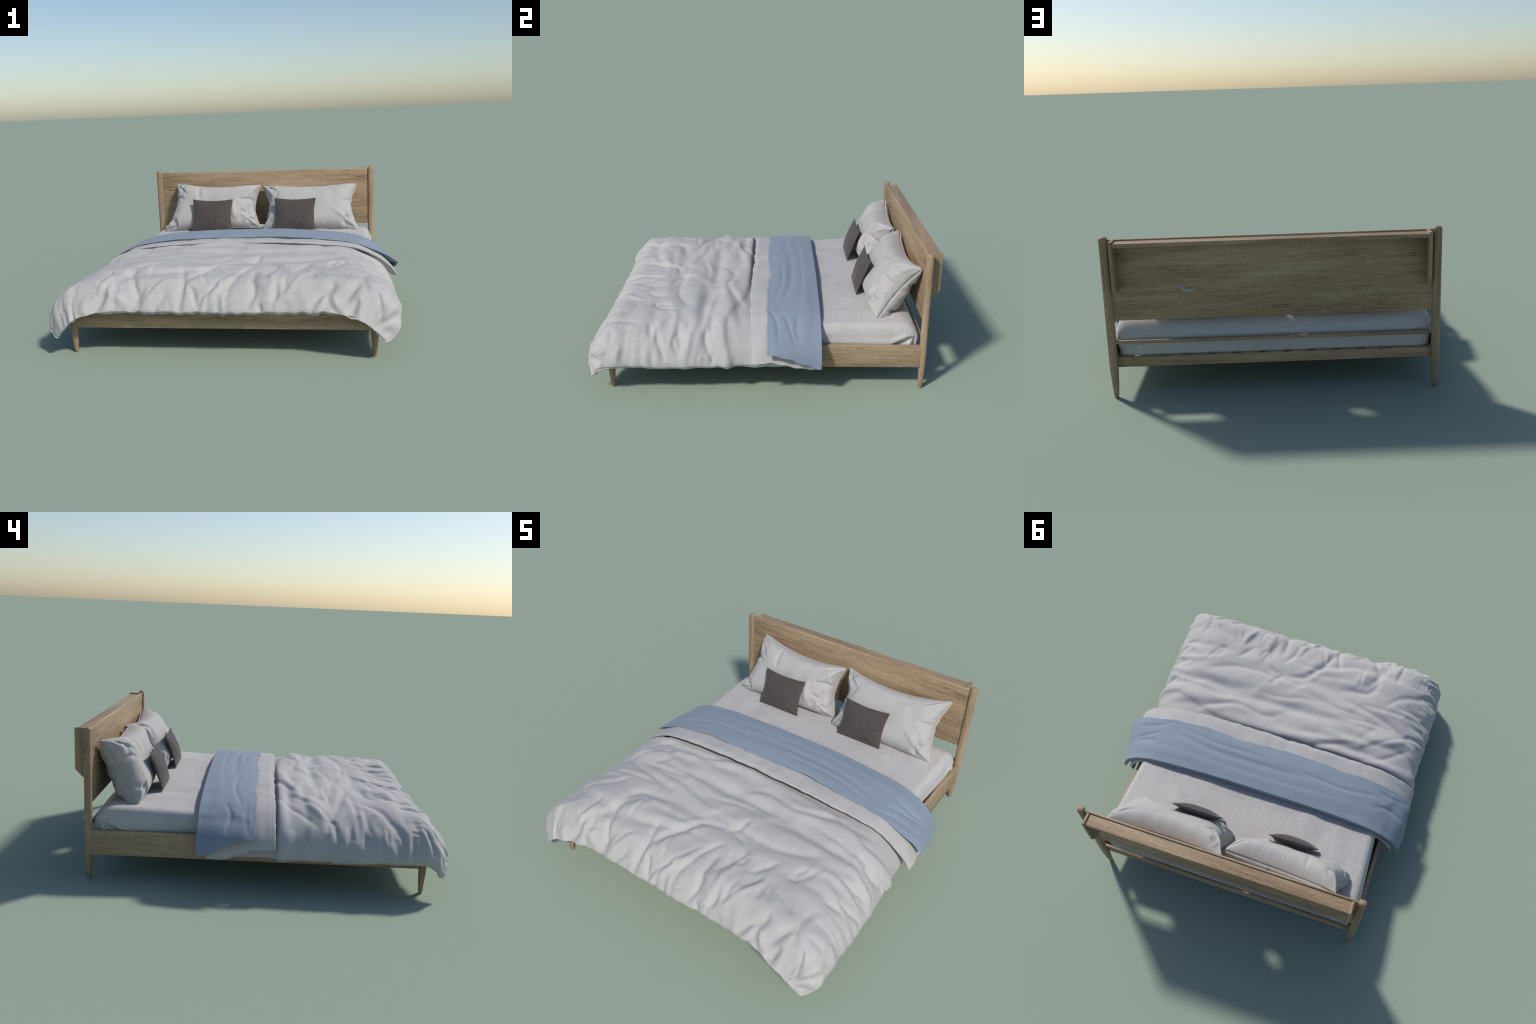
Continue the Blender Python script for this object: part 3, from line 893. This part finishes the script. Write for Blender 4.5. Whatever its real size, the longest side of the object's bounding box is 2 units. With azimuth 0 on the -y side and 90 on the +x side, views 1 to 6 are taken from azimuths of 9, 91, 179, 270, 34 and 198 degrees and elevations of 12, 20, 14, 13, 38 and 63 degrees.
# ---------------------------------------------------------- pillows, cushions
def build_pillow(name, corners, tf, tb, mat, bow, power=4.0, expo=0.5, n=(180, 130), strokes=(), seed=0.0, squash=True, wrinkle=0.006, extra=None, sag=0.0, slack=0.0, back_strokes=(), sag_back=0.0, seam=0.001, tension=0):
    """A stuffed bag between four corners (bottom left, bottom right, top
    right, top left as seen from the foot of the bed)."""
    bl, br, tr, tl = (np.array(c, float) for c in corners)
    # finer rows near the seam, where the cloth turns
    ka = np.sin(np.linspace(-1, 1, n[0]) * np.pi / 2)
    kb = np.sin(np.linspace(-1, 1, n[1]) * np.pi / 2)
    a, b = np.meshgrid(ka, kb, indexing="ij")
    # edges bow inwards between the corners
    ea, eb = a * (1 - bow[0] * (1 - b ** 2) ** 1.2), b - bow[1] * (1 - a ** 2) ** 1.1 * np.where(b > 0, b, b * 0.15)
    s, t = ((ea + 1) / 2)[..., None], ((eb + 1) / 2)[..., None]
    M = (bl * (1 - s) + br * s) * (1 - t) + (tl * (1 - s) + tr * s) * t
    up, right = (tl + tr - bl - br) / 2, (br + tr - bl - tl) / 2
    nf = np.cross(right, up)
    nf /= np.linalg.norm(nf)
    W, H = np.linalg.norm(right), np.linalg.norm(up)
    # boxy stuffing that thins only close to the seam; pinched ears
    ends_in = np.clip((1 - np.abs(a) ** power), 0, 1) ** expo
    ears = 1 - 0.45 * np.abs(a * b) ** 5
    gb = np.clip(1 - np.abs(b) ** (0.85 * power), 0, 1) ** expo
    prof = ends_in * gb * ears * (1 - 0.25 * sag * b)
    prof_back = ends_in * gb * ears * (1 - 0.45 * sag_back * sstep(-0.4, 0.9, b))
    x, y = a * W / 2, b * H / 2
    edge = np.minimum(W / 2 * (1 - np.abs(a)), H / 2 * (1 - np.abs(b)))
    out = []
    ends = sstep(0.13, 0.02, W / 2 * (1 - np.abs(a)))
    tops = sstep(0.10, 0.02, H / 2 * (1 - np.abs(b)))
    for sgn, T in ((1, tf), (-1, tb)):
        h = (prof if sgn > 0 else prof_back) * T
        wx = 0.05 * perlin(x * 5, y * 5, seed + sgn)
        free = np.clip(edge / 0.03, 0, 1)
        r = wrinkle * perlin(x * 7 + wx * 9, y * 7 - wx * 9, seed + 3 * sgn) * free
        r += 0.5 * wrinkle * (perlin(x * 6, y * 17, seed + 1) * ends + perlin(x * 15, y * 6, seed + 5) * tops) * free
        # tension folds fanning out of the corners
        rs = np.random.RandomState(int(seed * 10) + sgn + 3)
        for ca in (-1, 1) if tension else ():
            for cb in (-1, 1):
                for q in range(4):
                    ang = math.radians(14 + 20 * q + rs.uniform(-7, 7))
                    L = rs.uniform(0.05, 0.14)
                    t = np.linspace(0, 1, 4)
                    px = ca * (W / 2 - 0.012 - L * t * math.cos(ang))
                    py = cb * (H / 2 - 0.012 - L * t * math.sin(ang)) + 0.012 * np.sin(2 * t) * rs.uniform(-1, 1)
                    r = r + fold(x, y, np.stack([px, py], 1), rs.uniform(0.006, 0.012) * (1 if q % 2 else -1), rs.uniform(0.007, 0.013)) * np.clip(edge / 0.012, 0, 1)
        for hh, ww, pts in back_strokes if sgn < 0 else ():
            r = r + fold(x, y, np.array(pts), hh, ww) * np.clip(edge / 0.012, 0, 1)
        if sgn > 0:
            for hh, ww, pts in strokes:
                r = r + fold(x, y, np.array(pts), hh, ww) * np.clip(edge / 0.012, 0, 1)
        # the seam is drawn in, so it reads as a groove round the bag
        inset = seam * np.exp(-(h / 0.0045) ** 2)
        by_end = W / 2 * (1 - np.abs(a)) < H / 2 * (1 - np.abs(b))
        draw = np.where(by_end[..., None], np.sign(a)[..., None] * right / W, np.sign(b)[..., None] * up / H)
        base = M + nf * (sgn * h)[..., None] - draw * inset[..., None]

        def rest(P):
            if not squash:
                return P
            zm = mattress_top(P[..., 0], P[..., 1]) - 0.018
            P[..., 2] = np.where(P[..., 2] < zm + 0.012, zm + 0.012 * np.exp(np.minimum((P[..., 2] - zm - 0.012) / 0.012, 0)), P[..., 2])
            lim = 0.912
            P[..., 1] = np.where(P[..., 1] > lim - 0.012, lim - 0.012 * np.exp(np.minimum(-(P[..., 1] - lim + 0.012) / 0.012, 0)), P[..., 1])
            return P

        base = rest(base)
        n = normals_of(base)
        if n[a.shape[0] // 2, a.shape[1] // 2] @ nf * sgn < 0:
            n = -n
        if tension:
            q = base * 9.0 + seed
            w3 = 0.5 * perlin(q[..., 0], q[..., 1], q[..., 2] + 4.0)
            fold3 = 0.45 - np.abs(perlin(q[..., 0] + w3, q[..., 1] * 1.2 - w3, q[..., 2] * 1.2 + w3))
            r = r + 0.011 * fold3 * sstep(0.16, 0.02, W / 2 * (1 - np.abs(a))) * sstep(0.0, 0.012, h) + 0.006 * fold3 * sstep(0.02, 0.05, h) * (sgn < 0)
        P = base + n * r[..., None]
        if slack:
            P = slack_cloth(base, P, slack * (0.4 + tops), slack * (0.4 + ends), rounds=((2, 50), (1, 30)), hold=0.03, bend=0.10, limit=(-0.02, 0.016))
            P = rest(P)
        if extra and sgn < 0:
            P = extra(P)
        out.append(P)
    rim = np.zeros(a.shape, bool)
    rim[[0, -1]] = rim[:, [0, -1]] = True
    both = (out[0] + out[1]) / 2
    out = [np.where(rim[..., None], both, q) for q in out]
    nu, nv = a.shape
    V = np.vstack([out[0].reshape(-1, 3), out[1].reshape(-1, 3)])
    F = np.vstack([grid_faces(nu, nv, 0), grid_faces(nu, nv, nu * nv, True)])
    ob = make_mesh(name, V, F, mat)
    bm = bmesh.new()
    bm.from_mesh(ob.data)
    bmesh.ops.remove_doubles(bm, verts=[v for v in bm.verts if v.index % nv in (0, nv - 1) or (v.index // nv) % nu in (0, nu - 1)], dist=2e-4)
    bmesh.ops.recalc_face_normals(bm, faces=bm.faces)
    bm.to_mesh(ob.data)
    bm.free()
    return ob


def press_through(P):
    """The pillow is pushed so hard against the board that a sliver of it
    shows on the board's back."""
    x, z = P[..., 0] - 0.402, P[..., 2] - 0.553
    bend = z - 0.25 * x - 7.0 * x ** 2 + 0.004
    k = np.exp(-(x / 0.056) ** 4 - (bend / 0.017) ** 2)
    P[..., 1] = P[..., 1] + k * np.maximum(0.939 - P[..., 1], 0)
    return P


p = build_pillow("pillow", [(.012, .65, .392), (.703, .664, .388), (.687, .905, .694), (-.015, .891, .691)], .109, .102, M_PILLOW, (.145, .24), seed=2.0, power=5.5, expo=0.45, sag=-0.2, sag_back=0.9, seam=0.0055, tension=1, slack=0.07, extra=press_through, back_strokes=[
    (-.026, .014, [(.26, -.17), (.29, -.13), (.345, -.11)]), (-.014, .012, [(.28, .05), (.31, .07), (.345, .06)]), (-.014, .014, [(-.05, .10), (-.02, .14), (.0, .18)]), (.012, .016, [(.10, .09), (.13, .14), (.14, .18)]),
    (-.014, .012, [(-.33, .02), (-.28, .06), (-.25, .12)])], strokes=[
    (-.028, .014, [(.24, -.18), (.28, -.135), (.345, -.11)]),
    (-.016, .012, [(.25, .0), (.30, .012), (.345, .02)]), (.012, .018, [(.18, -.06), (.25, -.12), (.33, -.18)]), (-.012, .016, [(.27, -.06), (.28, -.12), (.31, -.17)]),
    (-.010, .014, [(.0, .11), (.08, .105), (.17, .13)]), (-.009, .012, [(-.30, .02), (-.26, .08), (-.22, .12)]), (-.008, .012, [(.28, .06), (.31, .09), (.335, .10)])])
tag(p, "plump light grey linen pillow leaning on the headboard", "pillow")
p = build_pillow("pillow", [(-.722, .68, .386), (-.006, .72, .396), (-.019, .850, .705), (-.665, .892, .724)], .112, .102, M_PILLOW, (.13, .20), seed=5.0, power=5.5, expo=0.45, sag=-0.2, sag_back=0.9, seam=0.0055, tension=1, slack=0.08, back_strokes=[
    (-.016, .014, [(-.26, -.17), (-.29, -.13), (-.345, -.11)]), (-.016, .012, [(.33, .03), (.28, .06), (.25, .12)]), (-.014, .014, [(.05, .10), (.08, .14), (.06, .18)])], strokes=[
    (-.016, .014, [(-.25, -.17), (-.29, -.13), (-.345, -.10)]), (-.014, .012, [(-.34, .04), (-.30, .05), (-.26, .03)]),
    (-.022, .013, [(.22, .025), (.29, .035), (.345, .03)]), (-.018, .012, [(.22, -.06), (.28, -.07), (.30, -.02)]), (-.016, .012, [(.20, -.14), (.25, -.10), (.30, -.08)]),
    (.016, .020, [(.16, .02), (.17, -.06), (.18, -.13)]), (-.012, .016, [(-.13, .17), (-.13, .08), (-.12, .02)]), (-.010, .014, [(-.30, .06), (-.27, .12), (-.26, .16)]),
    (-.014, .010, [(.26, -.15), (.29, -.12), (.33, -.13)])])
tag(p, "plump light grey linen pillow with creased corner", "pillow")
for dx in (0.0, 0.598):
    c = build_pillow("cushion", [(-.496 + dx, .573, .414), (-.198 + dx, .575, .413), (-.197 + dx, .657, .630), (-.496 + dx, .653, .635)], .031, .024, M_CHAR,
                     (.085, .11), power=2.4, expo=0.7, n=(80, 60), seed=4.0 + dx, squash=False, wrinkle=0.003)
    tag(c, "small flat charcoal woven cushion", "cushion")
